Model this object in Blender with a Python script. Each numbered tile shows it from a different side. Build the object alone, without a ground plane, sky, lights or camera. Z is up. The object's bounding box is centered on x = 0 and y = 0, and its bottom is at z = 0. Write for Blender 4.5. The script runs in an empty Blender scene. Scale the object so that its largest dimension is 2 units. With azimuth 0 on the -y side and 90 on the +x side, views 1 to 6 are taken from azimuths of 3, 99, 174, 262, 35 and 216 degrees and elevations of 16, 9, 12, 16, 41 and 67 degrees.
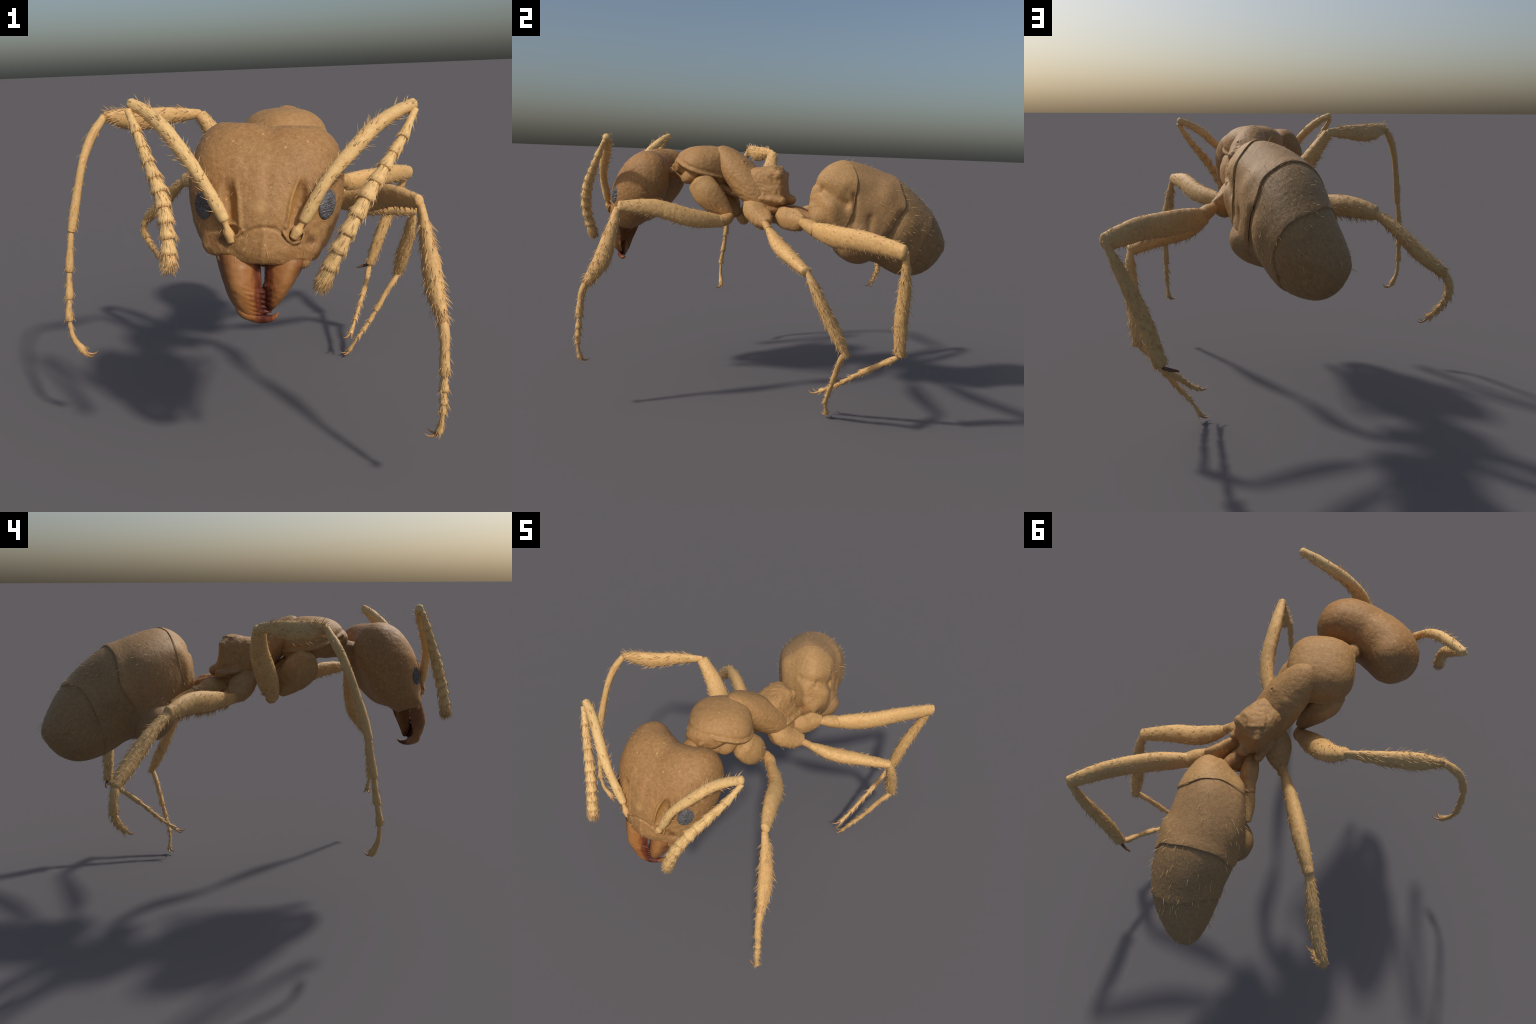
"""Honey-coloured worker ant: head, jointed antennae, thorax, petiole, segmented
abdomen and five and a half legs, all built from procedural solids."""
import bpy, math
import numpy as np

rng = np.random.default_rng(7)
A_ = np.array

# ------------------------------------------------------------------ numeric helpers
def smin(a, b, k):
    h = np.maximum(k - np.abs(a - b), 0) / k
    return np.minimum(a, b) - h * h * k / 4

def smax(a, b, k):
    return -smin(-a, -b, k)

def unit(v):
    v = np.asarray(v, float)
    return v / (np.linalg.norm(v, axis=-1, keepdims=True) + 1e-12)

def cubic(x, xs, ys):
    """Smooth interpolation through control values."""
    xs = np.asarray(xs, float); ys = np.asarray(ys, float)
    m = np.gradient(ys, xs, axis=0)
    x = np.clip(x, xs[0], xs[-1])
    i = np.clip(np.searchsorted(xs, x) - 1, 0, len(xs) - 2)
    h = xs[i + 1] - xs[i]; t = (x - xs[i]) / h
    if ys.ndim > 1:
        h = h[:, None]; t = t[:, None]
    return ((2*t**3 - 3*t**2 + 1) * ys[i] + (t**3 - 2*t**2 + t) * h * m[i]
            + (-2*t**3 + 3*t**2) * ys[i + 1] + (t**3 - t**2) * h * m[i + 1])

def _hash(i, j, k, s):
    n = (i * 374761393 + j * 668265263 + k * 2147483647 + s * 974634777) & 0xFFFFFFFF
    n = ((n ^ (n >> 13)) * 1274126177) & 0xFFFFFFFF
    n = ((n ^ (n >> 16)) * 2246822519) & 0xFFFFFFFF
    return ((n >> 8) & 0xFFFF) / 32767.5 - 1.0

def noise(P, scale, seed=0):
    q = np.asarray(P) * scale
    f = np.floor(q).astype(np.int64); r = q - f
    w = r * r * r * (r * (r * 6 - 15) + 10)
    out = 0
    for a in (0, 1):
        for b in (0, 1):
            for c in (0, 1):
                ww = ((w[..., 0] if a else 1 - w[..., 0]) * (w[..., 1] if b else 1 - w[..., 1])
                      * (w[..., 2] if c else 1 - w[..., 2]))
                out = out + ww * _hash(f[..., 0] + a, f[..., 1] + b, f[..., 2] + c, seed)
    return out

def fbm(P, scale, seed=0, n=3):
    return sum(noise(P, scale * 2**k, seed + k) * .5**k for k in range(n))

def rot_xyz(a):
    def R(i, j, t):
        M = np.eye(3); c, s = math.cos(t), math.sin(t)
        M[i, i] = c; M[j, j] = c; M[i, j] = -s; M[j, i] = s
        return M
    return R(0, 1, a[2]) @ R(0, 2, a[1]) @ R(1, 2, a[0])

def turn(q, i, j, a):
    q = q.copy(); c, s = math.cos(a), math.sin(a)
    x, y = q[..., i].copy(), q[..., j].copy()
    q[..., i] = c * x + s * y; q[..., j] = c * y - s * x
    return q

def ellipsoid(q, r):
    r = A_(r)
    k0 = np.sqrt(((q / r)**2).sum(-1)); k1 = np.sqrt(((q / (r * r))**2).sum(-1)) + 1e-9
    return k0 * (k0 - 1) / k1

def superellipsoid(P, c, rot, r, e):
    q = (P - A_(c)) @ rot_xyz(rot)
    k = ((np.abs(q / A_(r)) + 1e-9)**e).sum(-1)**(1 / e)
    return (k - 1) * (np.linalg.norm(q, axis=-1) + 1e-9) / np.maximum(k, 1e-6)

def capsules(q, pts, r):
    """Distance to a chain of rounded segments; r constant or one radius per point."""
    pts = [A_(p, float) for p in pts]
    rs = [r] * len(pts) if np.isscalar(r) else r
    d = None
    for a, b, ra, rb in zip(pts[:-1], pts[1:], rs[:-1], rs[1:]):
        ab = b - a
        h = np.clip(((q - a) @ ab) / (ab @ ab), 0, 1)
        e = np.linalg.norm(q - a - h[..., None] * ab, axis=-1) - (ra + (rb - ra) * h)
        d = e if d is None else np.minimum(d, e)
    return d

def surface_net(f, lo, hi, h, project=2):
    """Mesh the zero level of the solid f inside a box with naive surface nets."""
    lo = A_(lo, float); hi = A_(hi, float)
    n = np.ceil((hi - lo) / h).astype(int) + 1
    ax = [lo[i] + h * np.arange(n[i]) for i in range(3)]
    F = np.empty(n)
    for i in range(n[0]):
        Y, Z = np.meshgrid(ax[1], ax[2], indexing='ij')
        F[i] = f(np.stack([np.full_like(Y, ax[0][i]), Y, Z], -1))
    S = F < 0
    nc = n - 1
    acc = np.zeros(tuple(nc) + (3,)); cnt = np.zeros(tuple(nc))
    cor = [(a, b, c) for a in (0, 1) for b in (0, 1) for c in (0, 1)]
    sl = lambda o: tuple(slice(o[i], o[i] + nc[i]) for i in range(3))
    for a in cor:
        for d in range(3):
            if a[d] == 0:
                b = list(a); b[d] = 1
                Fa, Fb = F[sl(a)], F[sl(b)]
                m = S[sl(a)] != S[sl(b)]
                t = np.where(m, Fa / np.where(np.abs(Fa - Fb) < 1e-12, 1, Fa - Fb), 0)
                for k in range(3):
                    acc[..., k] += np.where(m, a[k] + (t if k == d else 0), 0)
                cnt += m
    act = cnt > 0
    idx = np.full(tuple(nc), -1); idx[act] = np.arange(act.sum())
    V = lo + h * (np.argwhere(act) + acc[act] / cnt[act][:, None])
    quads = []
    for d in range(3):
        u, v = (d + 1) % 3, (d + 2) % 3
        s0 = [slice(None)] * 3; s1 = [slice(None)] * 3
        s0[d] = slice(0, n[d] - 1); s1[d] = slice(1, n[d])
        A0, A1 = S[tuple(s0)], S[tuple(s1)]
        e = np.argwhere(A0 != A1)
        e = e[(e[:, u] > 0) & (e[:, v] > 0) & (e[:, u] < n[u] - 1) & (e[:, v] < n[v] - 1)]
        inside = A0[tuple(e.T)]
        q = []
        for du, dv in ((-1, -1), (0, -1), (0, 0), (-1, 0)):
            c = e.copy(); c[:, u] += du; c[:, v] += dv
            q.append(idx[tuple(c.T)])
        q = np.stack(q, 1)
        q[~inside] = q[~inside][:, ::-1]
        quads.append(q)
    Q = np.concatenate(quads)
    Q = Q[(Q >= 0).all(1)]
    eps = h * .2
    for _ in range(project):
        g = np.stack([(f(V + eps * e) - f(V - eps * e)) / (2 * eps) for e in np.eye(3)], -1)
        g2 = np.maximum((g * g).sum(-1, keepdims=True), .15)
        V = V - np.clip(f(V)[:, None] * g / g2, -h * .5, h * .5)
    return V, Q

def vertex_normals(V, Q):
    Q = np.asarray(Q)
    n = np.cross(V[Q[:, 2]] - V[Q[:, 0]], V[Q[:, 3 if Q.shape[1] > 3 else 1]] - V[Q[:, 1 if Q.shape[1] > 3 else 0]])
    N = np.zeros_like(V)
    for k in range(Q.shape[1]):
        np.add.at(N, Q[:, k], n)
    return unit(N)

# ------------------------------------------------------------------ object helpers
def make(name, V, faces, mat, parent=None, smooth=True, kind=None):
    me = bpy.data.meshes.new(name)
    V = np.asarray(V, np.float32)
    if isinstance(faces, np.ndarray):
        faces = [faces]
    loops = np.concatenate([f.ravel() for f in faces]).astype(np.int32)
    sizes = np.concatenate([np.full(len(f), f.shape[1]) for f in faces]).astype(np.int32)
    starts = np.concatenate([[0], np.cumsum(sizes)[:-1]]).astype(np.int32)
    me.vertices.add(len(V)); me.vertices.foreach_set('co', V.ravel())
    me.loops.add(len(loops)); me.loops.foreach_set('vertex_index', loops)
    me.polygons.add(len(sizes))
    me.polygons.foreach_set('loop_start', starts)
    me.polygons.foreach_set('loop_total', sizes)
    me.update(calc_edges=True); me.validate()
    if smooth:
        me.polygons.foreach_set('use_smooth', np.ones(len(me.polygons), bool))
    me.materials.append(mat)
    ob = bpy.data.objects.new(name, me)
    bpy.context.scene.collection.objects.link(ob)
    if parent: ob.parent = parent
    if kind: ob['kind'] = kind
    return ob

def relief(V, Q, amp, scale, seed, n=3, mask=None):
    N = vertex_normals(V, Q)
    d = amp * fbm(V, scale, seed, n)
    if mask is not None: d = d * mask
    return V + N * d[:, None]

class Bag:
    """Collects pieces to be joined into one mesh."""
    def __init__(self): self.v = []; self.f = []; self.n = 0
    def add(self, V, F):
        V = np.asarray(V).reshape(-1, 3)
        for f in (F if isinstance(F, list) else [F]):
            self.f.append(np.asarray(f) + self.n)
        self.v.append(V); self.n += len(V)
    def build(self, name, mat, parent, kind=None):
        return make(name, np.concatenate(self.v), self.f, mat, parent, kind=kind)

def grid_faces(ns, nr, cap=True):
    i = np.arange(ns - 1)[:, None]; j = np.arange(nr)[None]
    j2 = (j + 1) % nr
    q = np.stack([i * nr + j, i * nr + j2, (i + 1) * nr + j2, (i + 1) * nr + j], -1).reshape(-1, 4)
    return q

def path_frames(pts, ns, up):
    pts = A_(pts, float)
    L = np.concatenate([[0], np.cumsum(np.linalg.norm(np.diff(pts, axis=0), axis=1))]); L /= L[-1]
    s = np.linspace(0, 1, ns)
    C = cubic(s, L, pts) if len(pts) > 2 else pts[0] + s[:, None] * (pts[1] - pts[0])
    T = unit(np.gradient(C, axis=0))
    U = A_(up, float) - (T @ A_(up, float))[:, None] * T
    U = unit(U); W = np.cross(T, U)
    return s, C, T, U, W

def tube(pts, radii, up=(0, 0, 1), ns=40, nr=24, flat=1.0, bump=.0008, seed=0, ends=(.6, .6), flute=0.):
    """Loft of elliptical sections along a spine. radii: list of (s, r) along U;
    flat scales the section across W; ends round the two tips."""
    s, C, T, U, W = path_frames(pts, ns, up)
    rs = A_(radii, float)
    r = cubic(s, rs[:, 0], rs[:, 1])
    # rounded tips, as extra rings
    def tip(k, sgn, e):
        out = []
        for a in (np.linspace(.15, 1, 5) * math.pi / 2)[::-1]:
            out.append((C[k] + sgn * T[k] * r[k] * e * math.sin(a), T[k], U[k], W[k], r[k] * max(math.cos(a), .02)))
        return out
    rows = tip(0, -1, ends[0]) + [(C[k], T[k], U[k], W[k], r[k]) for k in range(ns)] + tip(-1, 1, ends[1])[::-1]
    th = np.linspace(0, 2 * math.pi, nr, endpoint=False)
    V = np.empty((len(rows), nr, 3))
    for i, (c, t, u, w, rr) in enumerate(rows):
        k = 1 + flute * (np.cos(3 * th + 1.2 * i / len(rows)) + .5 * np.cos(5 * th))
        V[i] = c + rr * (np.cos(th) * k)[:, None] * u + rr * flat * (np.sin(th) * k)[:, None] * w
    F = grid_faces(len(rows), nr)
    caps = [np.arange(nr)[::-1][None], ((len(rows) - 1) * nr + np.arange(nr))[None]]
    V = V.reshape(-1, 3)
    if bump:
        V = relief(V, F, bump, 90, seed, 3)
        V = relief(V, F, bump * .8, 28, seed + 9, 1)
    info = dict(s=s, C=C, T=T, U=U, W=W, r=r, flat=flat)
    return V, [F] + caps, info

def hairs(base, normal, along, length, radius, lift, curl=0., seg=3, sides=3):
    """Tapered bristles: base points, surface normals, direction they lie along,
    lift (radians off the surface) and curl back toward it. All arrays of length n."""
    n = len(base)
    base = np.asarray(base); N = unit(normal)
    a = np.asarray(along); a = unit(a - (a * N).sum(-1, keepdims=True) * N)
    length = np.broadcast_to(length, n).astype(float); radius = np.broadcast_to(radius, n).astype(float)
    lift = np.broadcast_to(lift, n).astype(float); curl = np.broadcast_to(curl, n).astype(float)
    P = base - N * .0012
    rings = []
    side = np.cross(N, a)
    for k in range(seg + 1):
        ang = lift - curl * k / seg
        d = a * np.cos(ang)[:, None] + N * np.sin(ang)[:, None]
        m = np.cross(side, d)
        rr = radius * (1 - .85 * k / seg)
        ring = [P + rr[:, None] * (side * math.cos(p) + m * math.sin(p))
                for p in np.linspace(0, 2 * math.pi, sides, endpoint=False)]
        rings.append(np.stack(ring, 1))
        P = P + d * (length / seg)[:, None]
    V = np.stack(rings, 1)                       # n, seg+1, sides, 3
    per = (seg + 1) * sides
    q = grid_faces(seg + 1, sides)
    tipf = (seg * sides + np.arange(sides))[None]
    off = (np.arange(n) * per)[:, None, None]
    return V.reshape(-1, 3), [(q[None] + off).reshape(-1, 4), (tipf[None] + off).reshape(-1, sides)]

def tube_hairs(info, n, length, lift, radius=.0016, srange=(.04, .98), ventral=0., low=False, seed=0, curl=.25, jitter=.35):
    g = np.random.default_rng(seed)
    s = g.uniform(*srange, n)
    th = g.uniform(0, 2 * math.pi, n)
    if low:      # along the underside
        Um, Wm = info['U'][len(info['U']) // 2], info['W'][len(info['W']) // 2]
        th = math.atan2(-Wm[2] * info['flat'], -Um[2]) + g.normal(0, ventral, n)
    k = np.clip((s * (len(info['s']) - 1)), 0, len(info['s']) - 1.001)
    i = k.astype(int); t = (k - i)[:, None]
    L = lambda a: a[i] * (1 - t) + a[i + 1] * t
    C, T, U, W = L(info['C']), unit(L(info['T'])), unit(L(info['U'])), unit(L(info['W']))
    r = (info['r'][i] * (1 - t[:, 0]) + info['r'][i + 1] * t[:, 0])[:, None]; fl = info['flat']
    c, sn = np.cos(th)[:, None], np.sin(th)[:, None]
    P = C + r * c * U + r * fl * sn * W
    N = unit(c * U + sn / fl * W)
    al = T + jitter * g.normal(0, .4, (n, 1)) * np.cross(N, T)
    ln = length * g.uniform(.6, 1.25, n)
    return hairs(P, N, al, ln, radius * g.uniform(.75, 1.2, n), lift * g.uniform(.6, 1.35, n), curl)

# ------------------------------------------------------------------ materials
def nodes_of(name):
    m = bpy.data.materials.new(name); m.use_nodes = True
    nt = m.node_tree
    return m, nt, nt.nodes, nt.links, nt.nodes['Principled BSDF']

def cuticle(name, base, dark, light, rough=.55, mottle=26., grain=160., bump=.5, spec=.3, sss=0., patch=.4, wax=.5, fleck=.65, tint=None, specks=0, spots=()):
    """Mottled matt cuticle: broad patches, medium blotches, fine pale and dark flecks, grainy bump."""
    m, nt, N, L, P = nodes_of(name)
    tint = tint or (base[0] * 1.02, base[1] * .92, base[2] * .95)
    tc = N.new('ShaderNodeTexCoord')
    def noise_node(scale, detail, rough_=.6):
        n = N.new('ShaderNodeTexNoise'); n.inputs['Scale'].default_value = scale
        n.inputs['Detail'].default_value = detail; n.inputs['Roughness'].default_value = rough_
        L.new(tc.outputs['Object'], n.inputs['Vector']); return n
    def ramp(src, p0, p1, v0=0., v1=1.):
        r = N.new('ShaderNodeMapRange'); r.inputs['From Min'].default_value = p0; r.inputs['From Max'].default_value = p1
        r.inputs['To Min'].default_value = v0; r.inputs['To Max'].default_value = v1
        L.new(src, r.inputs['Value']); return r.outputs['Result']
    def mix(a, b, fac):
        x = N.new('ShaderNodeMix'); x.data_type = 'RGBA'
        for sock, v in ((x.inputs[6], a), (x.inputs[7], b)):
            if isinstance(v, tuple): sock.default_value = (*v, 1)
            else: L.new(v, sock)
        L.new(fac, x.inputs[0]); return x.outputs[2]
    n1 = noise_node(7., 3.); n2 = noise_node(mottle, 4., .7); n3 = noise_node(grain, 3., .75); n4 = noise_node(mottle * .37, 3.)
    c = mix(base, dark, ramp(n1.outputs['Fac'], .45, .8, 0, patch))
    c = mix(c, tint, ramp(n4.outputs['Fac'], .48, .72, 0, .6))
    c = mix(c, light, ramp(n2.outputs['Fac'], .5, .72, 0, wax))
    c = mix(c, dark, ramp(n2.outputs['Fac'], .48, .28, 0, wax))
    c = mix(c, light, ramp(n3.outputs['Fac'], .54, .74, 0, fleck))
    c = mix(c, dark, ramp(n3.outputs['Fac'], .44, .26, 0, fleck))
    if specks:                       # scattered waxy flakes
        v = N.new('ShaderNodeTexVoronoi'); v.inputs['Scale'].default_value = 42
        L.new(tc.outputs['Object'], v.inputs['Vector'])
        rnd = N.new('ShaderNodeSeparateColor'); L.new(v.outputs['Color'], rnd.inputs[0])
        hit = N.new('ShaderNodeMath'); hit.operation = 'MULTIPLY'
        L.new(ramp(v.outputs['Distance'], .26, .12), hit.inputs[0]); L.new(ramp(rnd.outputs[0], .80, .86), hit.inputs[1])
        m2 = N.new('ShaderNodeMath'); m2.operation = 'MULTIPLY'; m2.inputs[1].default_value = specks
        L.new(hit.outputs[0], m2.inputs[0]); c = mix(c, tuple(min(1, x * 1.35) for x in light), m2.outputs[0])
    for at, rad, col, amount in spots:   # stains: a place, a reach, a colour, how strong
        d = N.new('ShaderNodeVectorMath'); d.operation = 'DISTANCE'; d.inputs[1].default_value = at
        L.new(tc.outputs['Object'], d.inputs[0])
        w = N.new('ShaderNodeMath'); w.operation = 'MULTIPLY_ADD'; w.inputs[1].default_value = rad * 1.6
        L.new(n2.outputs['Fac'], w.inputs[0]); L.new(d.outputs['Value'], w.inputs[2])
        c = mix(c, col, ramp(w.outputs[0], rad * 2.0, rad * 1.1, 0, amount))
    L.new(c, P.inputs['Base Color'])
    P.inputs['Roughness'].default_value = rough
    P.inputs['Specular IOR Level'].default_value = spec
    if sss:
        P.inputs['Subsurface Weight'].default_value = sss
        P.inputs['Subsurface Radius'].default_value = (.02, .01, .004)
        P.inputs['Subsurface Scale'].default_value = .5
    b = N.new('ShaderNodeBump'); b.inputs['Strength'].default_value = bump; b.inputs['Distance'].default_value = .004
    L.new(n3.outputs['Fac'], b.inputs['Height'])
    L.new(b.outputs['Normal'], P.inputs['Normal'])
    return m

def plain(name, col, rough=.5, spec=.3, scale=120., var=.25):
    m, nt, N, L, P = nodes_of(name)
    tc = N.new('ShaderNodeTexCoord'); n = N.new('ShaderNodeTexNoise'); n.inputs['Scale'].default_value = scale
    L.new(tc.outputs['Object'], n.inputs['Vector'])
    r = N.new('ShaderNodeValToRGB')
    r.color_ramp.elements[0].color = (*[c * (1 - var) for c in col], 1)
    r.color_ramp.elements[1].color = (*[min(1, c * (1 + var)) for c in col], 1)
    r.color_ramp.elements[0].position = .3; r.color_ramp.elements[1].position = .7
    L.new(n.outputs['Fac'], r.inputs['Fac']); L.new(r.outputs['Color'], P.inputs['Base Color'])
    P.inputs['Roughness'].default_value = rough; P.inputs['Specular IOR Level'].default_value = spec
    return m

BODY = cuticle('tan_cuticle', (.405, .225, .084), (.26, .132, .045), (.52, .31, .135), mottle=62., grain=170., specks=.35)
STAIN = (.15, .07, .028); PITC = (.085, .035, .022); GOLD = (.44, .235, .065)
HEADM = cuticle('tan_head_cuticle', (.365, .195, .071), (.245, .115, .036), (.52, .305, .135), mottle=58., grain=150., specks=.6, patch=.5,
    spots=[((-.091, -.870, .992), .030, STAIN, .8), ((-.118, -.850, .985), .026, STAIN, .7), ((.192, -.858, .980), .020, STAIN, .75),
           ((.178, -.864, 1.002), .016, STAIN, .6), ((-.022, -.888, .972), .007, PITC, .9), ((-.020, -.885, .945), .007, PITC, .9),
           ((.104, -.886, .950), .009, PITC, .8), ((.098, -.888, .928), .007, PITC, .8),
           ((-.068, -.862, 1.115), .034, GOLD, .75), ((-.066, -.866, 1.070), .030, GOLD, .75),
           ((.146, -.856, 1.120), .034, GOLD, .75), ((.136, -.866, 1.080), .030, GOLD, .75), ((.034, -.886, 1.095), .024, (.50, .29, .11), .7)])
COXA = cuticle('tan_coxa_cuticle', (.47, .27, .102), (.30, .16, .055), (.60, .38, .17), mottle=65., grain=190.)
TROC = cuticle('straw_trochanter_cuticle', (.56, .33, .125), (.36, .20, .07), (.70, .45, .20), mottle=70., grain=200.)
GAST = cuticle('tan_abdomen_cuticle', (.445, .258, .102), (.29, .158, .06), (.56, .35, .155), mottle=60., grain=170.)
GASTM = cuticle('midtone_abdomen_cuticle', (.385, .226, .096), (.25, .138, .055), (.48, .30, .14), mottle=60., grain=180.)
GASTR = cuticle('darker_mottled_abdomen_cuticle', (.355, .212, .090), (.20, .112, .045), (.46, .295, .14), mottle=75., grain=180., wax=.55, fleck=.6)
LEG = cuticle('straw_leg_cuticle', (.68, .415, .162), (.44, .25, .085), (.82, .56, .26), mottle=75., grain=220., bump=.45, wax=.5, fleck=.55)
ANT = cuticle('pale_antenna_cuticle', (.75, .49, .20), (.50, .30, .11), (.88, .63, .31), mottle=75., grain=220., bump=.45)
HAIR = plain('pale_bristle', (.66, .42, .19), .55)
HAIRD = plain('fine_hair', (.52, .36, .20), .55)
AMBER = cuticle('reddish_brown_waist_cuticle', (.35, .180, .066), (.24, .11, .035), (.46, .27, .115), rough=.5, mottle=60.)
DARK = plain('brown_spur', (.13, .07, .045), .6)
CLAW = plain('amber_claw', (.45, .23, .085), .35, .5)

def mandible_material():
    m, nt, N, L, P = nodes_of('rufous_mandible')
    tc = N.new('ShaderNodeTexCoord')
    # distance from the line where the two jaws close, in object space
    sep = N.new('ShaderNodeSeparateXYZ'); L.new(tc.outputs['Object'], sep.inputs[0])
    sub = N.new('ShaderNodeMath'); sub.operation = 'SUBTRACT'; sub.inputs[1].default_value = .036
    L.new(sep.outputs['X'], sub.inputs[0])
    ab = N.new('ShaderNodeMath'); ab.operation = 'ABSOLUTE'; L.new(sub.outputs[0], ab.inputs[0])
    nz = N.new('ShaderNodeTexNoise'); nz.inputs['Scale'].default_value = 45; nz.inputs['Detail'].default_value = 5
    mp = N.new('ShaderNodeMapping'); mp.inputs['Scale'].default_value = (2.2, 1, .55)
    L.new(tc.outputs['Object'], mp.inputs[0]); L.new(mp.outputs[0], nz.inputs['Vector'])
    ad = N.new('ShaderNodeMath'); ad.operation = 'MULTIPLY_ADD'; ad.inputs[1].default_value = .05
    L.new(nz.outputs['Fac'], ad.inputs[0]); L.new(ab.outputs[0], ad.inputs[2])
    r = N.new('ShaderNodeValToRGB'); e = r.color_ramp.elements
    e[0].position = .030; e[0].color = (.075, .017, .010, 1)
    e[1].position = .16; e[1].color = (.19, .07, .024, 1)
    a = e.new(.066); a.color = (.32, .128, .036, 1)
    a = e.new(.049); a.color = (.17, .045, .016, 1)
    a = e.new(.11); a.color = (.35, .16, .052, 1)
    L.new(ad.outputs[0], r.inputs['Fac']); L.new(r.outputs['Color'], P.inputs['Base Color'])
    P.inputs['Roughness'].default_value = .45; P.inputs['Specular IOR Level'].default_value = .3
    b = N.new('ShaderNodeBump'); b.inputs['Strength'].default_value = .25; b.inputs['Distance'].default_value = .004
    L.new(nz.outputs['Fac'], b.inputs['Height']); L.new(b.outputs['Normal'], P.inputs['Normal'])
    return m
JAW = mandible_material()

def eye_material():
    m, nt, N, L, P = nodes_of('grey_compound_eye')
    tc = N.new('ShaderNodeTexCoord')
    v = N.new('ShaderNodeTexNoise'); v.inputs['Scale'].default_value = 120; v.inputs['Detail'].default_value = 3
    L.new(tc.outputs['Object'], v.inputs['Vector'])
    r = N.new('ShaderNodeValToRGB'); e = r.color_ramp.elements
    e[0].position = .3; e[0].color = (.06, .058, .062, 1); e[1].position = .7; e[1].color = (.15, .146, .152, 1)
    L.new(v.outputs['Fac'], r.inputs['Fac']); L.new(r.outputs['Color'], P.inputs['Base Color'])
    P.inputs['Roughness'].default_value = .5
    return m
EYE = eye_material()

# ------------------------------------------------------------------ the ant
ant = bpy.data.objects.new('ant', None); bpy.context.scene.collection.objects.link(ant)
ant['label'] = 'tan bristly worker ant with long legs, elbowed antennae'
ant['category'] = 'ant'

# ---------------- head: heart-shaped solid in its own frame (x left, y up the head, z out of the face)
HO = A_([0.0464, -0.7062, 1.104])
def head_axes(yaw, pitch, roll):
    X = A_([math.cos(yaw), math.sin(yaw), 0]); N = A_([math.sin(yaw), -math.cos(yaw), 0]); U = A_([0, 0, 1.])
    c, s = math.cos(pitch), math.sin(pitch); N, U = c * N + s * U, c * U - s * N
    c, s = math.cos(roll), math.sin(roll); X, U = c * X + s * U, c * U - s * X
    return X, U, N
HX = np.stack(head_axes(-.0047, .2731, -.085))
to_head = lambda P: (P - HO) @ HX.T
from_head = lambda q: HO + np.asarray(q) @ HX

def head_base(q):
    m = q.copy(); m[..., 0] = np.sqrt(q[..., 0]**2 + .0006) - .0015
    l = turn(turn(m - A_([.1551, .0758, -.0346]), 0, 1, .0477), 1, 2, -.1433)
    lobe = ellipsoid(l, (.1051, .1675, .124))
    face = ellipsoid(turn(q - A_([0, -.007, .0268]), 1, 2, -.277), (.1826, .2145, .1387))
    snout = ellipsoid(turn(q - A_([0, -.1807, .0753]), 1, 2, .0785), (.1889, .0698, .05))
    cheek = ellipsoid(turn(m - A_([.0982, .013, .0065]), 0, 1, .2488), (.1376, .216, .1136))
    return smin(smin(smin(lobe, face, .08), snout, .08), cheek, .06)

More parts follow.
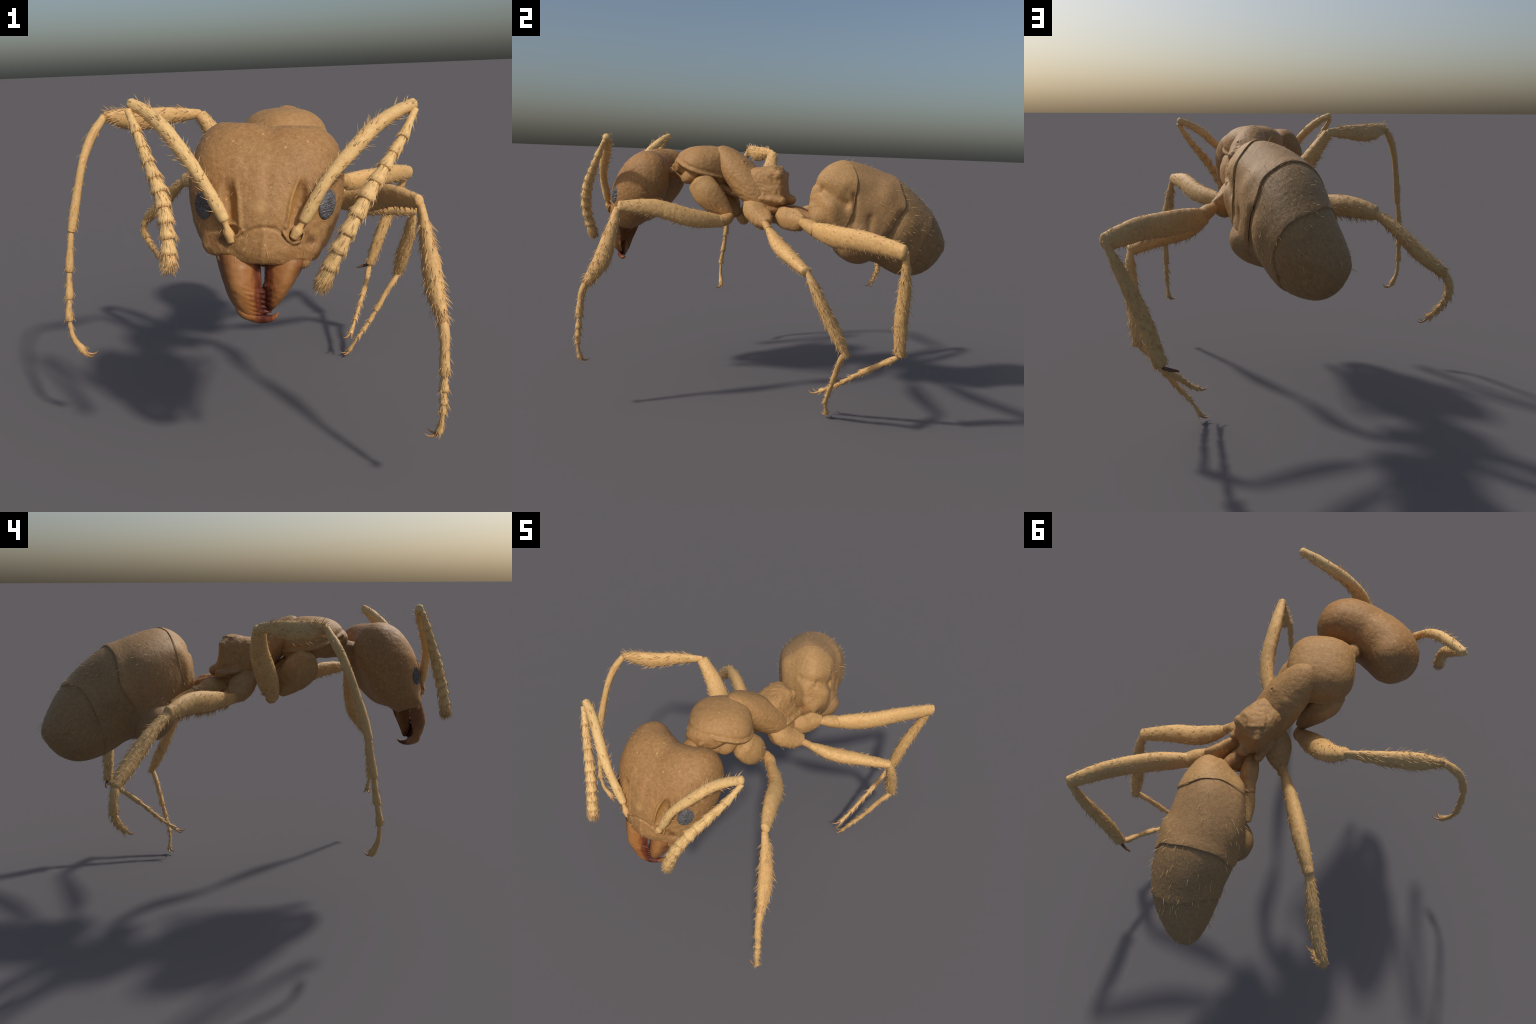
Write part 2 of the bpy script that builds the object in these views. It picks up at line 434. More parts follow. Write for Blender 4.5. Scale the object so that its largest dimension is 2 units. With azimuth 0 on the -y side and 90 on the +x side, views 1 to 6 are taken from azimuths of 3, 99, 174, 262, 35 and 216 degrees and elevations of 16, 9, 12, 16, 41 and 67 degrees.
CAR_R = [(-.088, .03, .140), (-.084, .0, .153), (-.076, -.035, .161), (-.071, -.083, .163), (-.067, -.12, .160)]
CAR_L = [(.108, .045, .137), (.100, .015, .150), (.091, -.015, .157), (.086, -.054, .161), (.083, -.09, .160), (.076, -.112, .158)]
CLYP = [(-.100, -.166, .136), (-.076, -.158, .148), (-.053, -.146, .157), (-.021, -.125, .165), (.006, -.119, .167),
        (.042, -.121, .163), (.067, -.135, .155), (.092, -.157, .142), (.118, -.158, .132)]
def head_solid(P):
    q = to_head(P)
    d = head_base(q)
    # antennal fossae beside the frontal ridges
    for c, t in (((-.111, -.05, .165), .12), ((.116, -.035, .160), -.12)):
        d = smax(d, -ellipsoid(turn(q - A_(c), 0, 1, t), (.027, .085, .044)), .014)
    d = smin(d, capsules(q, CAR_R, .0045), .012)
    d = smin(d, capsules(q, CAR_L, .0045), .012)
    # clypeus: swollen plate bounded above by a groove
    d = smin(d, ellipsoid(q - A_([.008, -.188, .092]), (.098, .058, .060)), .03)
    d = smax(d, -capsules(q, CLYP, .0045), .008)
    # lower lip of the clypeus
    d = smin(d, capsules(q, [(-.165, -.205, .078), (-.088, -.206, .119), (-.05, -.226, .116), (.011, -.231, .119),
                             (.075, -.227, .110), (.12, -.206, .112), (.168, -.203, .082)], .0055), .010)
    # antennal sockets with a raised rim
    for c in ((-.094, -.138, .146), (.110, -.134, .141)):
        r = q - A_(c)
        ring = np.sqrt((np.sqrt(r[..., 0]**2 + r[..., 1]**2) - .024)**2 + r[..., 2]**2) - .005
        d = smin(d, ring, .010)
        d = smax(d, -(np.linalg.norm(r - A_([0, 0, .004]), axis=-1) - .021), .006)
    # shallow median furrow on the brow
    d = d + .006 * np.exp(-((q[..., 0] - .012) / .02)**2 - ((q[..., 1] - .02) / .07)**2)
    d = d - .0035 * np.exp(-((q[..., 0] - .010) / .012)**2) * np.clip((-.10 - q[..., 1]) / .04, 0, 1)
    # tentorial pits on the clypeus corners
    for c in ((-.128, -.168, .126), (.16, -.155, .112)):
        d = d + .007 * np.exp(-(((q - A_(c)) / A_([.02, .014, .03]))**2).sum(-1))
    for r in ([(-.100, -.158, .141), (-.074, -.148, .154), (-.058, -.132, .162)], [(.106, -.162, .139), (.086, -.152, .150), (.071, -.132, .159)]):
        d = smin(d, capsules(q, r, .0035), .006)
    edge = .236 - .020 * np.clip((np.abs(q[..., 0] - .012) - .065) / .05, 0, 1)
    d = smax(d, np.where(q[..., 2] > .03, -edge - q[..., 1], -1.), .010)
    # jaw condyles
    for c in ((-.118, -.222, .086), (.138, -.220, .086)):
        d = smin(d, ellipsoid(q - A_(c), (.024, .020, .016)), .006)
    return d

V, Q = surface_net(head_solid, (-.30, -1.0, .78), (.38, -.44, 1.40), .0046, 3)
V = relief(V, Q, .0009, 70, 1); V = relief(V, Q, .0015, 16, 5, 2)
head = make('head', V, Q, HEADM, ant)
head_V, head_N = V, vertex_normals(V, Q)

def eye(c, top, side):
    """Pebbled dome lying on the head surface."""
    c, top, side = (from_head(A_(p)) for p in (c, top, side))
    u = unit(top - c); a = np.linalg.norm(top - c)
    w = side - c; w = unit(w - (w @ u) * u); n = np.cross(u, w)
    if n @ (c - HO) < 0: n = -n
    nr, na = 56, 160
    rr = np.linspace(0, 1, nr)[1:]; th = np.linspace(0, 2 * math.pi, na, endpoint=False)
    R, T = np.meshgrid(rr, th, indexing='ij')
    x = R * np.cos(T) * .056; y = R * np.sin(T) * .040
    dome = .018 * np.sqrt(np.maximum(1 - R**2, 0)) - .009
    k = 2 * math.pi / .0115
    wob = noise(np.stack([x, y, 0 * x], -1), 110, 3) * .0065; wob2 = noise(np.stack([x, y, 0 * x], -1), 130, 4) * .0060
    peb = .0024 * (np.cos(k * (x + wob)) * np.cos(k * .9 * (y * 1.15 + x * .3 + wob2)))
    dome = dome + peb * (1 - R**6)
    V = c + x[..., None] * u + y[..., None] * w + dome[..., None] * n
    V = np.concatenate([V.reshape(-1, 3), (c + n * .0095)[None]])
    F = grid_faces(nr - 1, na)
    j = np.arange(na)
    fan = np.stack([j, np.full(na, len(V) - 1), (j + 1) % na], 1)
    if np.cross(u, w) @ n < 0: F = F[:, ::-1]; fan = fan[:, ::-1]
    return make('eye', V, [F[:, ::-1] if False else F, fan], EYE, head)
eye((.211, -.026, .092), (.224, .03, .080), (.246, -.012, .049))
eye((-.200, -.046, .099), (-.210, .005, .088), (-.230, -.037, .071))

# ---------------- mandibles: curved toothed blades
def mandible(sgn, zs, xo, xi, yo, yf, yi, teeth, hook):
    zs, xo, xi, yo, yf, yi = (A_(a, float) for a in (zs, xo, xi, yo, yf, yi))
    ns, m = 90, 26
    z = np.linspace(zs[0], zs[-1], ns)
    g = lambda a: cubic(-z, -zs, a)
    XO, XI, YO, YF, YI = g(xo), g(xi), g(yo), g(yf), g(yi)
    for tz, h, w in teeth:
        XI = XI - sgn * h * np.maximum(1 - np.abs((z - tz) / w - .25 * np.sign(z - tz)), 0)**.8
    t = np.linspace(0, 1, m)
    bag = Bag(); V = np.empty((ns, 2 * m, 3))
    for i in range(ns):
        o, f, e = A_([XO[i], YO[i]]), A_([.64 * XO[i] + .36 * XI[i], YF[i]]), A_([XI[i], YI[i]])
        b = 2 * f - .5 * (o + e)
        arc = (1 - t)[:, None]**2 * o + (2 * t * (1 - t))[:, None] * b + (t**2)[:, None] * e
        tn = unit(np.gradient(arc, axis=0)); nn = np.stack([tn[:, 1], -tn[:, 0]], 1)
        if nn[m // 2, 1] > 0: nn = -nn
        k = .030 * np.sqrt(np.maximum(1 - (2 * t - 1)**4, .0)) * (1 - .45 * t) * (1 - .45 * i / ns)
        inner = arc - nn * k[:, None]
        loop = np.concatenate([arc, inner[::-1]])
        V[i, :, :2] = loop; V[i, :, 2] = z[i]
    F = grid_faces(ns, 2 * m)
    V = V.reshape(-1, 3)
    caps = [np.arange(2 * m)[None], ((ns - 1) * 2 * m + np.arange(2 * m))[::-1][None]]
    if sgn > 0: F = F[:, ::-1]
    tt = np.concatenate([t, t[::-1]]); tt = np.tile(tt, ns); zz = np.repeat(z, 2 * m)
    ribs = np.exp(-((tt - .80) / .12)**2) * np.clip((.86 - zz) / .04, 0, 1)
    N = vertex_normals(V, F)
    V = V + N * (.0022 * ribs * np.sin((zz + .12 * tt) * 330))[:, None]
    V = relief(V, F, .0010, 60, 31 + int(sgn))
    bag.add(V, [F] + caps)
    if hook:
        V, F, _ = tube(hook[0], hook[1], up=(0, 1, 0), ns=30, nr=18, flat=.8, seed=4)
        bag.add(V, F)
    for tz, h, w in teeth:
        k = int(np.argmin(np.abs(z - tz)))
        a = A_([g(xi)[k] + sgn * .006, g(yi)[k] - .006, tz + .003])
        V, F, _ = tube([a, a - A_([sgn * h * .9, -.001, .002]), a - A_([sgn * (h * 1.5 + .004), -.004, .006])],
                       [(0, .0085), (.5, .0058), (1, .0008)], up=(0, 1, 0), ns=14, nr=12, bump=0)
        bag.add(V, F)
    return bag.build('mandible', JAW, head)
Z_R = [.945, .888, .843, .797, .758, .735, .718, .709]
mandible(-1, Z_R, [-.128, -.116, -.103, -.087, -.066, -.045, -.020, .0],
         [.022, .028, .029, .032, .032, .036, .040, .042],
         [-.800, -.808, -.822, -.838, -.845, -.85, -.852, -.852],
         [-.880, -.902, -.914, -.912, -.902, -.892, -.880, -.872],
         [-.850, -.862, -.872, -.872, -.868, -.862, -.858, -.858],
         [(.812, .010, .014), (.795, .010, .010), (.778, .010, .010), (.760, .012, .010), (.742, .018, .009)],
         ([(-.055, -.872, .785), (-.034, -.874, .750), (.002, -.868, .729), (.040, -.852, .713), (.065, -.834, .711), (.079, -.819, .720)],
          [(0, .014), (.2, .024), (.5, .0245), (.72, .017), (.88, .011), (1, .004)]))
mandible(1, [.940, .900, .881, .843, .804, .769, .751, .742],
         [.196, .186, .170, .146, .119, .090, .070, .058],
         [.042, .040, .040, .038, .036, .036, .040, .044],
         [-.800, -.805, -.810, -.818, -.830, -.838, -.840, -.842],
         [-.872, -.892, -.898, -.906, -.902, -.888, -.876, -.868],
         [-.845, -.856, -.860, -.864, -.862, -.858, -.852, -.850],
         [(.83, .006, .012), (.81, .006, .010), (.79, .006, .010), (.77, .007, .010)], None)

# ---------------- antennae
def antenna(scape, fun, knots, seed):
    s0, s1 = A_(scape[0], float), A_(scape[-1], float)
    bag = Bag()
    V, F, info = tube(scape, [(0, .0180), (.06, .0200), (.25, .0190), (.5, .0235), (.85, .0220), (1, .019)], up=(0, -1, 0),
                      ns=60, nr=22, seed=seed, bump=.0009, ends=(.7, .7))
    bag.add(V, F)
    root = bag.build('antenna', ANT, ant)
    hb = Bag()
    hb.add(*tube_hairs(info, 120, .027, .85, .0016, seed=seed))
    hb.add(*tube_hairs(info, 90, .017, .2, .0011, seed=seed + 5))
    # flagellum
    pts = A_(fun, float)
    Lc = np.concatenate([[0], np.cumsum(np.linalg.norm(np.diff(pts, axis=0), axis=1))]); Lc /= Lc[-1]
    P = lambda t: cubic(np.atleast_1d(t).astype(float), Lc, pts)
    n = len(knots) - 1
    for k in range(n):
        a, b = knots[k], knots[k + 1]
        tt = np.linspace(a - .006, b + .002, 5)
        r = .0135 + .0105 * min(1, (k + .6) / 4.5)
        last = k == n - 1
        prof = ([(0, r * .62), (.2, r * .80), (.6, r * .98), (.9, r * 1.12), (1, r * 1.04)] if not last else
                [(0, r * .72), (.2, r * .92), (.5, r * 1.0), (.8, r * .82), (1, r * .5)])
        if k == 0: prof = [(0, r * .8), (.3, r * .8), (.7, r * 1.0), (.93, r * 1.22), (1, r * 1.15)]
        V, F, inf = tube(P(tt), prof, up=(0, -1, 0), ns=18, nr=20, seed=seed + 20 + k, bump=.0008, ends=(.3, .22 if not last else .9))
        make('antenna_segment', V, F, ANT, root)
        hb.add(*tube_hairs(inf, 14 + 2 * k, .026, .5, .0014, srange=(.1, .95), seed=seed + 40 + k))
        hb.add(*tube_hairs(inf, 15 + k, .026, .26, .0016, srange=(.82, .98), seed=seed + 60 + k))
        if last:
            hb.add(*tube_hairs(inf, 170, .022, .5, .0012, srange=(.35, 1.), seed=seed + 80))
    hb.build('bristle', HAIR, root, 'stuff')
    return root
KN = [0, .15, .255, .355, .455, .545, .635, .725, .815, .905, 1.]
antL = antenna([(.170, -.887, 1.053), (.241, -.879, 1.170), (.320, -.842, 1.253), (.403, -.793, 1.327), (.470, -.763, 1.366), (.523, -.742, 1.386)],
        [(.530, -.750, 1.370), (.483, -.806, 1.288), (.425, -.862, 1.212), (.365, -.915, 1.132), (.297, -.954, 1.020), (.255, -.956, .935), (.216, -.946, .845)],
        [0, .16, .26, .345, .435, .525, .615, .705, .795, .885, 1.], 100)
antR = antenna([(-.082, -.873, 1.060), (-.120, -.865, 1.135), (-.167, -.850, 1.214), (-.228, -.813, 1.294), (-.290, -.768, 1.360), (-.345, -.736, 1.400), (-.382, -.718, 1.418)],
        [(-.391, -.732, 1.398), (-.332, -.804, 1.265), (-.275, -.873, 1.124), (-.258, -.912, 1.010), (-.257, -.932, .912)], KN, 200)
for root, a, b in ((antL, (.145, -.890, 1.012), (.171, -.888, 1.053)), (antR, (-.066, -.879, 1.005), (-.082, -.874, 1.058))):
    a = A_(a); b = A_(b)
    V, F, _ = tube([a - .3 * (b - a), a, b], [(0, .014), (.35, .017), (.65, .0105), (1, .011)], up=(0, -1, 0), ns=20, nr=18, seed=3)
    make('antenna_condyle', V, F, LEG, root)

# ---------------- thorax
def pronotum_solid(P):
    d = superellipsoid(P, (.1088, -.3484, 1.2435), (.0667, .0064, .5839), (.1554, .1568, .1228), 2.4663)
    # lower margin climbs toward the front, edged by a rolled rim
    margin = cubic(P[..., 1].ravel(), [-.56, -.475, -.381, -.315, -.239, -.12], [1.292, 1.268, 1.228, 1.210, 1.195, 1.19]).reshape(P.shape[:-1])
    inside = np.exp(-((P[..., 0] - .09) / .11)**6)
    d = smax(d, (margin - P[..., 2]) * .85 - .05 * inside * (P[..., 1] > -.6), .012)
    d = smin(d, superellipsoid(P, (.078, -.488, 1.248), (.25, 0, .1), (.060, .030, .040), 2.3), .03)
    d = d - .0065 * np.exp(-((P[..., 2] - margin - .008) / .008)**2) * (P[..., 1] > -.49) + .003 * np.exp(-((P[..., 2] - margin - .026) / .008)**2)
    return d
V, Q = surface_net(pronotum_solid, (-.12, -.56, 1.12), (.32, -.14, 1.42), .0045)
V = relief(V, Q, .0009, 75, 11); V = relief(V, Q, .0012, 16, 12, 1)
pron = make('pronotum', V, Q, BODY, ant)

def propleuron_solid(P):
    d = superellipsoid(P, (.128, -.36, 1.215), (.35, 0, .1), (.086, .115, .046), 2.2)
    # cheek of the side plate and its flaring front flange
    d = smin(d, superellipsoid(P, (.195, -.395, 1.205), (.5, .3, -.3), (.030, .065, .036), 2.2), .02)
    flange = capsules(P, [(.150, -.478, 1.272), (.118, -.515, 1.248), (.114, -.498, 1.212), (.150, -.455, 1.192)], .015)
    d = smin(d, flange, .012)
    d = smin(d, capsules(P, [(.075, -.43, 1.215), (.060, -.52, 1.205), (.048, -.62, 1.185)], [.050, .042, .04]), .03)
    return smin(d, superellipsoid(P, (.15, -.215, 1.140), (-.5, 0, .1), (.032, .10, .022), 2.), .03)
V, Q = surface_net(propleuron_solid, (-.02, -.68, 1.02), (.3, -.08, 1.28), .006)
V = relief(V, Q, .0015, 45, 14)
make('propleuron', V, Q, BODY, ant)

def mesothorax_solid(P):
    d = superellipsoid(P, (.1600, -.0967, 1.1829), (-.761, -.0681, -.3161), (.1060, .2534, .0871), 2.05)
    # oblique furrow between dorsal and lateral plates, on both flanks
    d = d + .005 * np.exp(-(capsules(P, [(.245, -.235, 1.255), (.262, -.15, 1.19), (.285, -.06, 1.115)], 0.) / .012)**2)
    d = d + .005 * np.exp(-(capsules(P, [(.045, -.17, 1.255), (.045, -.09, 1.19), (.06, -.02, 1.115)], 0.) / .012)**2)
    # spiracle bumps with a pit
    for c in ((.203, -.106, 1.283), (.116, -.092, 1.287)):
        r = np.linalg.norm(P - A_(c), axis=-1)
        d = d - .007 * np.exp(-(r / .018)**2) + .016 * np.exp(-(r / .0055)**2)
    return d
V, Q = surface_net(mesothorax_solid, (-.05, -.40, .95), (.38, .20, 1.44), .0045)
wr = np.sin(V @ A_([20., 60., 250.]) + 2.5 * noise(V, 30, 3))
low = np.clip((1.2 - V[:, 2]) / .08, 0, 1)
V = relief(V, Q, .0009, 75, 21); V = relief(V, Q, .0012, 16, 22, 1)
V = V + vertex_normals(V, Q) * (.0010 * wr * low * np.clip(noise(V, 14, 6) + .6, 0, 1))[:, None]
make('mesothorax', V, Q, BODY, ant)

def propodeum_solid(P):
    d = superellipsoid(P, (.1769, .0151, 1.1545), (.0857, .0303, -.1835), (.085, .113, .113), 3.4)
    d = smax(d, -ellipsoid(P - A_([.19, .172, 1.19]), (.060, .052, .062)), .03)       # concave rear face
    d = smax(d, -ellipsoid(P - A_([.292, .075, 1.195]), (.022, .035, .028)), .03)        # side dents
    d = smax(d, -ellipsoid(P - A_([.078, .10, 1.195]), (.022, .035, .028)), .03)
    plate = (P - A_([.168, .052, 1.262])) @ rot_xyz((-.04, .03, .62))                 # tilted square plate on top
    d = smin(d, superellipsoid(plate, (0, 0, 0), (0, 0, 0), (.040, .036, .012), 5.), .010)
    for c in ((.246, .092, 1.228), (.124, .108, 1.230)):                              # rear corners
        d = smin(d, ellipsoid(P - A_(c), (.012, .012, .010)), .03)
    d = smin(d, capsules(P, [(.172, .09, 1.10), (.174, .148, 1.098)], [.040, .026]), .025)   # median knob
    for a, b in (((.262, .0, 1.10), (.258, .112, 1.094)), ((.095, .03, 1.10), (.098, .130, 1.090))):
        d = smin(d, capsules(P, [a, b], [.016, .020]), .018)                            # gland bulges
    return d
V, Q = surface_net(propodeum_solid, (.04, -.14, 1.0), (.33, .2, 1.3), .0042)
V = relief(V, Q, .0010, 80, 33, 3); V = relief(V, Q, .0026, 34, 34, 2)
st = np.sin(V @ A_([0., 40., 330.]) + 3 * noise(V, 22, 8)) * np.clip(noise(V, 12, 4) + .3, 0, 1)
V = V + vertex_normals(V, Q) * (.0012 * st)[:, None]
make('propodeum', V, Q, BODY, ant)

def petiole_solid(P):
    d = capsules(P, [(.185, .09, 1.030), (.205, .19, 1.028), (.226, .29, 1.000)], [.034, .030, .032])
    d = smin(d, ellipsoid(P - A_([.19, .03, 1.045]), (.085, .095, .035)), .03)
    return smin(d, ellipsoid(P - A_([.18, .16, .995]), (.045, .06, .035)), .03)
V, Q = surface_net(petiole_solid, (.06, -.08, .93), (.32, .38, 1.14), .005)
V = relief(V, Q, .0015, 50, 41)
make('petiole', V, Q, AMBER, ant)

# ---------------- abdomen: overlapping plates on one egg-shaped profile
G0 = A_([.2195, .2948, 1.2293]); G1 = A_([-.1366, .9638, .8296])
GL = np.linalg.norm(G1 - G0); GA = (G1 - G0) / GL
GX = unit(np.cross(GA, [0, 0, 1.])); GZ = np.cross(GX, GA)
GT = [0, .25, .5, .75, 1]
def abdomen_point(t, th, off=0.):
    """t along the axis, th round it (0 = back, positive = left flank)."""
    t = np.clip(t, 1e-4, 1 - 1e-4); s = 2 * t - 1
    n = np.where(s < 0, 1.9256, 2.4252)
    cap = (1 - np.abs(s)**n)**(1 / n)
    a = cubic(t, GT, [.1866, .1811, .1805, .1557, .1293]) * cap
    up = np.cos(th) > 0
    b = np.where(up, cubic(t, GT, [.2633, .2291, .1923, .16, .1079]), cubic(t, GT, [.3662, .3002, .2499, .2656, .2775])) * cap
    cx = cubic(t, GT, [0, -.0237, .0028, .0286, 0]); cz = cubic(t, GT, [0, -.0076, .012, .0021, 0])
    x = cx + (a + off) * -np.sin(th) * -1; z = cz + (b + off) * np.cos(th)
    return G0 + (t * GL)[..., None] * GA + x[..., None] * GX + z[..., None] * GZ

deg = math.pi / 180
def edge_curve(ths, ts):
    """Closed curve t(th) of a plate's hind edge."""
    ths = A_(ths, float); ts = A_(ts, float)
    ths = np.concatenate([ths - 360, ths, ths + 360]); ts = np.concatenate([ts] * 3)
    return lambda th: cubic((th / deg).ravel(), ths, ts).reshape(np.shape(th))
E1 = edge_curve([-160, -110, -90, -74, -54, -31, -14, 13, 41, 70, 88, 98, 109, 127, 150],
                [.20, .19, .175, .158, .120, .098, .097, .106, .141, .182, .212, .236, .247, .258, .24])
E2 = edge_curve([-150, -109, -92, -71, -55, -34, -19, -7, 8, 28, 53, 65, 76, 90, 105, 116, 150],
                [.50, .527, .539, .535, .502, .460, .445, .438, .433, .442, .463, .497, .510, .503, .505, .502, .49])
E3 = edge_curve([-160, -130, -99, -72, -40, -17, 6, 33, 57, 79, 107, 125, 160],
                [.77, .755, .730, .716, .708, .725, .748, .746, .738, .742, .744, .772, .77])
E4 = lambda th: np.full(np.shape(th), .9999)
E0 = lambda th: np.full(np.shape(th), .0001)

def gauss_line(P, pts, w):
    return np.exp(-(capsules(P, pts, 0.) / w)**2)

def sternite_solid(P):
    return superellipsoid(P, (.082, .493, .888), (-.521, .051, .254), (.200, .132, .12), 2.0)

def plate(name, ea, eb, tuck, mat, seed, parent, rim=.006, under=.005):
    ns, nr = 130, 260
    th = np.linspace(-math.pi, math.pi, nr, endpoint=False)
    u = np.linspace(0, 1, ns)
    u = .5 - .5 * np.cos(u * math.pi)
    U, TH = np.meshgrid(u, th, indexing='ij')
    a, b = ea(TH) - tuck, eb(TH)
    a = np.maximum(a, .0001)
    T = a + (b - a) * U
    last = rim == 0
    off = -under * np.exp(-((T - a) / .05)**2) * (tuck > 0)
    if not last:
        fade = .5 + .5 * np.clip(np.cos(TH) + .8, 0, 1)
        if seed == 51: fade = fade * np.clip((TH / deg + 85) / 30, .12, 1) * np.clip((150 - TH / deg) / 30, .12, 1)
        off = off + rim * fade * np.exp(-((b - T) / .045)**2)
        dcl = (b - T) * GL
        off = off - .009 * fade * np.clip(1 - dcl / .004, 0, 1)**2
    P = abdomen_point(T, TH, off)
    F = grid_faces(ns, nr)
    V = P.reshape(-1, 3)
    caps = []
    if tuck == 0: caps.append(np.arange(nr)[::-1][None])
    if last: caps.append(((ns - 1) * nr + np.arange(nr))[None])
    # folds pressed into the sunken left flank
    N = vertex_normals(V, F)
    if N[len(N) // 2] @ (V[len(N) // 2] - (G0 + .5 * GL * GA)) < 0:
        F = F[:, ::-1]; N = -N; caps = [c[:, ::-1] for c in caps]
    d = np.zeros(len(V))
    lobe = sternite_solid(V)
    d += np.clip(-smin(np.zeros(len(V)), np.maximum(lobe, -.010), .06), 0, .05) * np.clip((1.06 - V[:, 2]) / .08, 0, 1)
    d += .006 * gauss_line(V, [(.190, .268, 1.165), (.217, .261, 1.12)], .022)
    d += .014 * gauss_line(V, [(.225, .263, 1.065), (.232, .285, .99)], .030)
    # square right shoulder, flared left flank
    d += .020 * gauss_line(V, [(.05, .335, 1.20), (.08, .315, 1.12), (.11, .300, 1.03)], .055)
    d += .012 * gauss_line(V, [(-.01, .40, 1.21), (-.045, .50, 1.17)], .06)
    d += .022 * gauss_line(V, [(.280, .375, 1.08), (.280, .385, 1.01), (.268, .40, .93)], .050)
    d += .014 * gauss_line(V, [(.180, .655, 1.18), (.194, .648, 1.15)], .055)
    d += .016 * gauss_line(V, [(-.106, .695, .831), (-.12, .79, .78)], .07)
    d += .010 * gauss_line(V, [(.245, .46, 1.22), (.215, .56, 1.21)], .05)
    d -= .010 * gauss_line(V, [(.262, .285, 1.14), (.27, .29, 1.08)], .03)
    d += .022 * gauss_line(V, [(.275, .29, 1.0), (.24, .285, .985)], .045)
    d -= .019 * gauss_line(V, [(.262, .320, 1.165), (.276, .391, 1.118), (.269, .445, 1.095)], .025)
    d -= .006 * gauss_line(V, [(.175, .272, 1.195), (.235, .292, 1.185)], .018)
    d += .008 * gauss_line(V, [(.235, .315, 1.225), (.255, .345, 1.210), (.262, .42, 1.185)], .030)
    d -= .012 * gauss_line(V, [(.262, .485, 1.14), (.270, .500, 1.05), (.262, .475, .95)], .016)
    d -= .010 * gauss_line(V, [(.248, .575, 1.03), (.246, .570, .96), (.235, .55, .88)], .020)
    d -= .014 * gauss_line(V, [(.205, .735, 1.05), (.215, .695, .97), (.205, .66, .90)], .028)
    d += .006 * gauss_line(V, [(.19, .80, 1.0), (.19, .76, .92)], .04)
    # ridges on the front face
    d += .0015 * np.sin(V[:, 0] * 120 + 1.0) * np.exp(-((V[:, 1] - .29) / .06)**2) * np.clip((1.2 - V[:, 2]) / .1, 0, 1)
    d += -.005 * gauss_line(V, [(.0, .84, .86), (-.09, .93, .90), (-.155, .94, .86), (-.172, .856, .856)], .008)
    d += -.005 * gauss_line(V, [(.097, .822, .798), (.060, .857, .785), (.014, .884, .766), (-.038, .881, .727)], .008)
    V = V + N * d[:, None]
    V = relief(V, F, .0005, 100, seed, 2); V = relief(V, F, .0014, 10, seed + 1, 1)
    ob = make(name, V, [F] + caps, mat, parent)
    return ob, V, F
abd = bpy.data.objects.new('abdomen', None)
bpy.context.scene.collection.objects.link(abd); abd.parent = ant
plates = []
for ea, eb, tk, mat, sd, rm in ((E0, E1, 0, GAST, 51, .006), (E1, E2, .05, GASTM, 54, .006), (E2, E3, .05, GASTR, 57, .005), (E3, E4, .05, GASTR, 60, 0)):
    plates.append(plate('tergite', ea, eb, tk, mat, sd, abd, rm))

def sternite_body(P):
    return sternite_solid(P)
V, Q = surface_net(sternite_body, (-.16, .28, .70), (.32, .72, 1.06), .006)
V = relief(V, Q, .003, 16, 63, 2); V = relief(V, Q, .0006, 90, 64)
make('sternite', V, Q, GASTM, abd)

# sparse erect bristles and fine lying hair on the abdomen
hb = Bag(); fh = Bag()
g = np.random.default_rng(5)
def area_weight(V, F):
    a = np.linalg.norm(np.cross(V[F[:, 2]] - V[F[:, 0]], V[F[:, 3]] - V[F[:, 1]]), axis=1)
    w = np.zeros(len(V))
    for k in range(4): np.add.at(w, F[:, k], a)
    return w
for k, (ob, V, F) in enumerate(plates):
    N = vertex_normals(V, F)
    a = V - (G0 + ((V - G0) @ GA)[:, None] * GA)
    okay = (np.abs(N).sum(1) > 0) & ((N * unit(a)).sum(1) > .1 if k < 3 else np.ones(len(V), bool))
    ids = np.nonzero(okay)[0]; wt = area_weight(V, F)[ids]
    up = N[ids][:, 2] > -.3
    n = (8, 46, 60, 50)[k]
    c = g.choice(ids[up], n, p=wt[up] / wt[up].sum())
    hb.add(*hairs(V[c], N[c], GA + g.normal(0, .15, (n, 3)), g.uniform(.022, .042, n), .0013, g.uniform(.5, 1.0, n), .15))
    n = (120, 420, 900, 1000)[k]
    c = g.choice(ids, n, p=wt / wt.sum())
    fh.add(*hairs(V[c], N[c], GA + A_([0, 0, -.3]) + g.normal(0, .12, (n, 3)), g.uniform(.014, .03, n), .0009, .10, .10))
hb.build('bristle', HAIR, abd, 'stuff'); fh.build('fine_hair', HAIRD, abd, 'stuff')

# sparse bristles on the head
g = np.random.default_rng(6)
q = to_head(head_V)
hb = Bag()
def pick(mask, n): return g.choice(np.nonzero(mask)[0], n)
c = pick((q[:, 1] > -.05) & (head_N @ HX[2] > -.5), 60)
hb.add(*hairs(head_V[c], head_N[c], -HX[1] + g.normal(0, .5, (60, 3)), g.uniform(.012, .028, 60), .0009, g.uniform(.2, .9, 60), .2))
c = pick((q[:, 1] < -.10), 50)
hb.add(*hairs(head_V[c], head_N[c], -HX[1] + g.normal(0, .3, (50, 3)), g.uniform(.018, .034, 50), .0010, g.uniform(.4, 1.0, 50), .2))
hb.build('bristle', HAIR, head, 'stuff')

# ---------------- legs
def spike(a, b, r, bend=(0, 0, 0)):
    a, b = A_(a, float), A_(b, float)
    return tube([a, (a + b) / 2 + A_(bend), b], [(0, r), (.5, r * .75), (1, r * .12)], up=(0.3, .2, 1), ns=12, nr=10, bump=0, ends=(.3, .3))

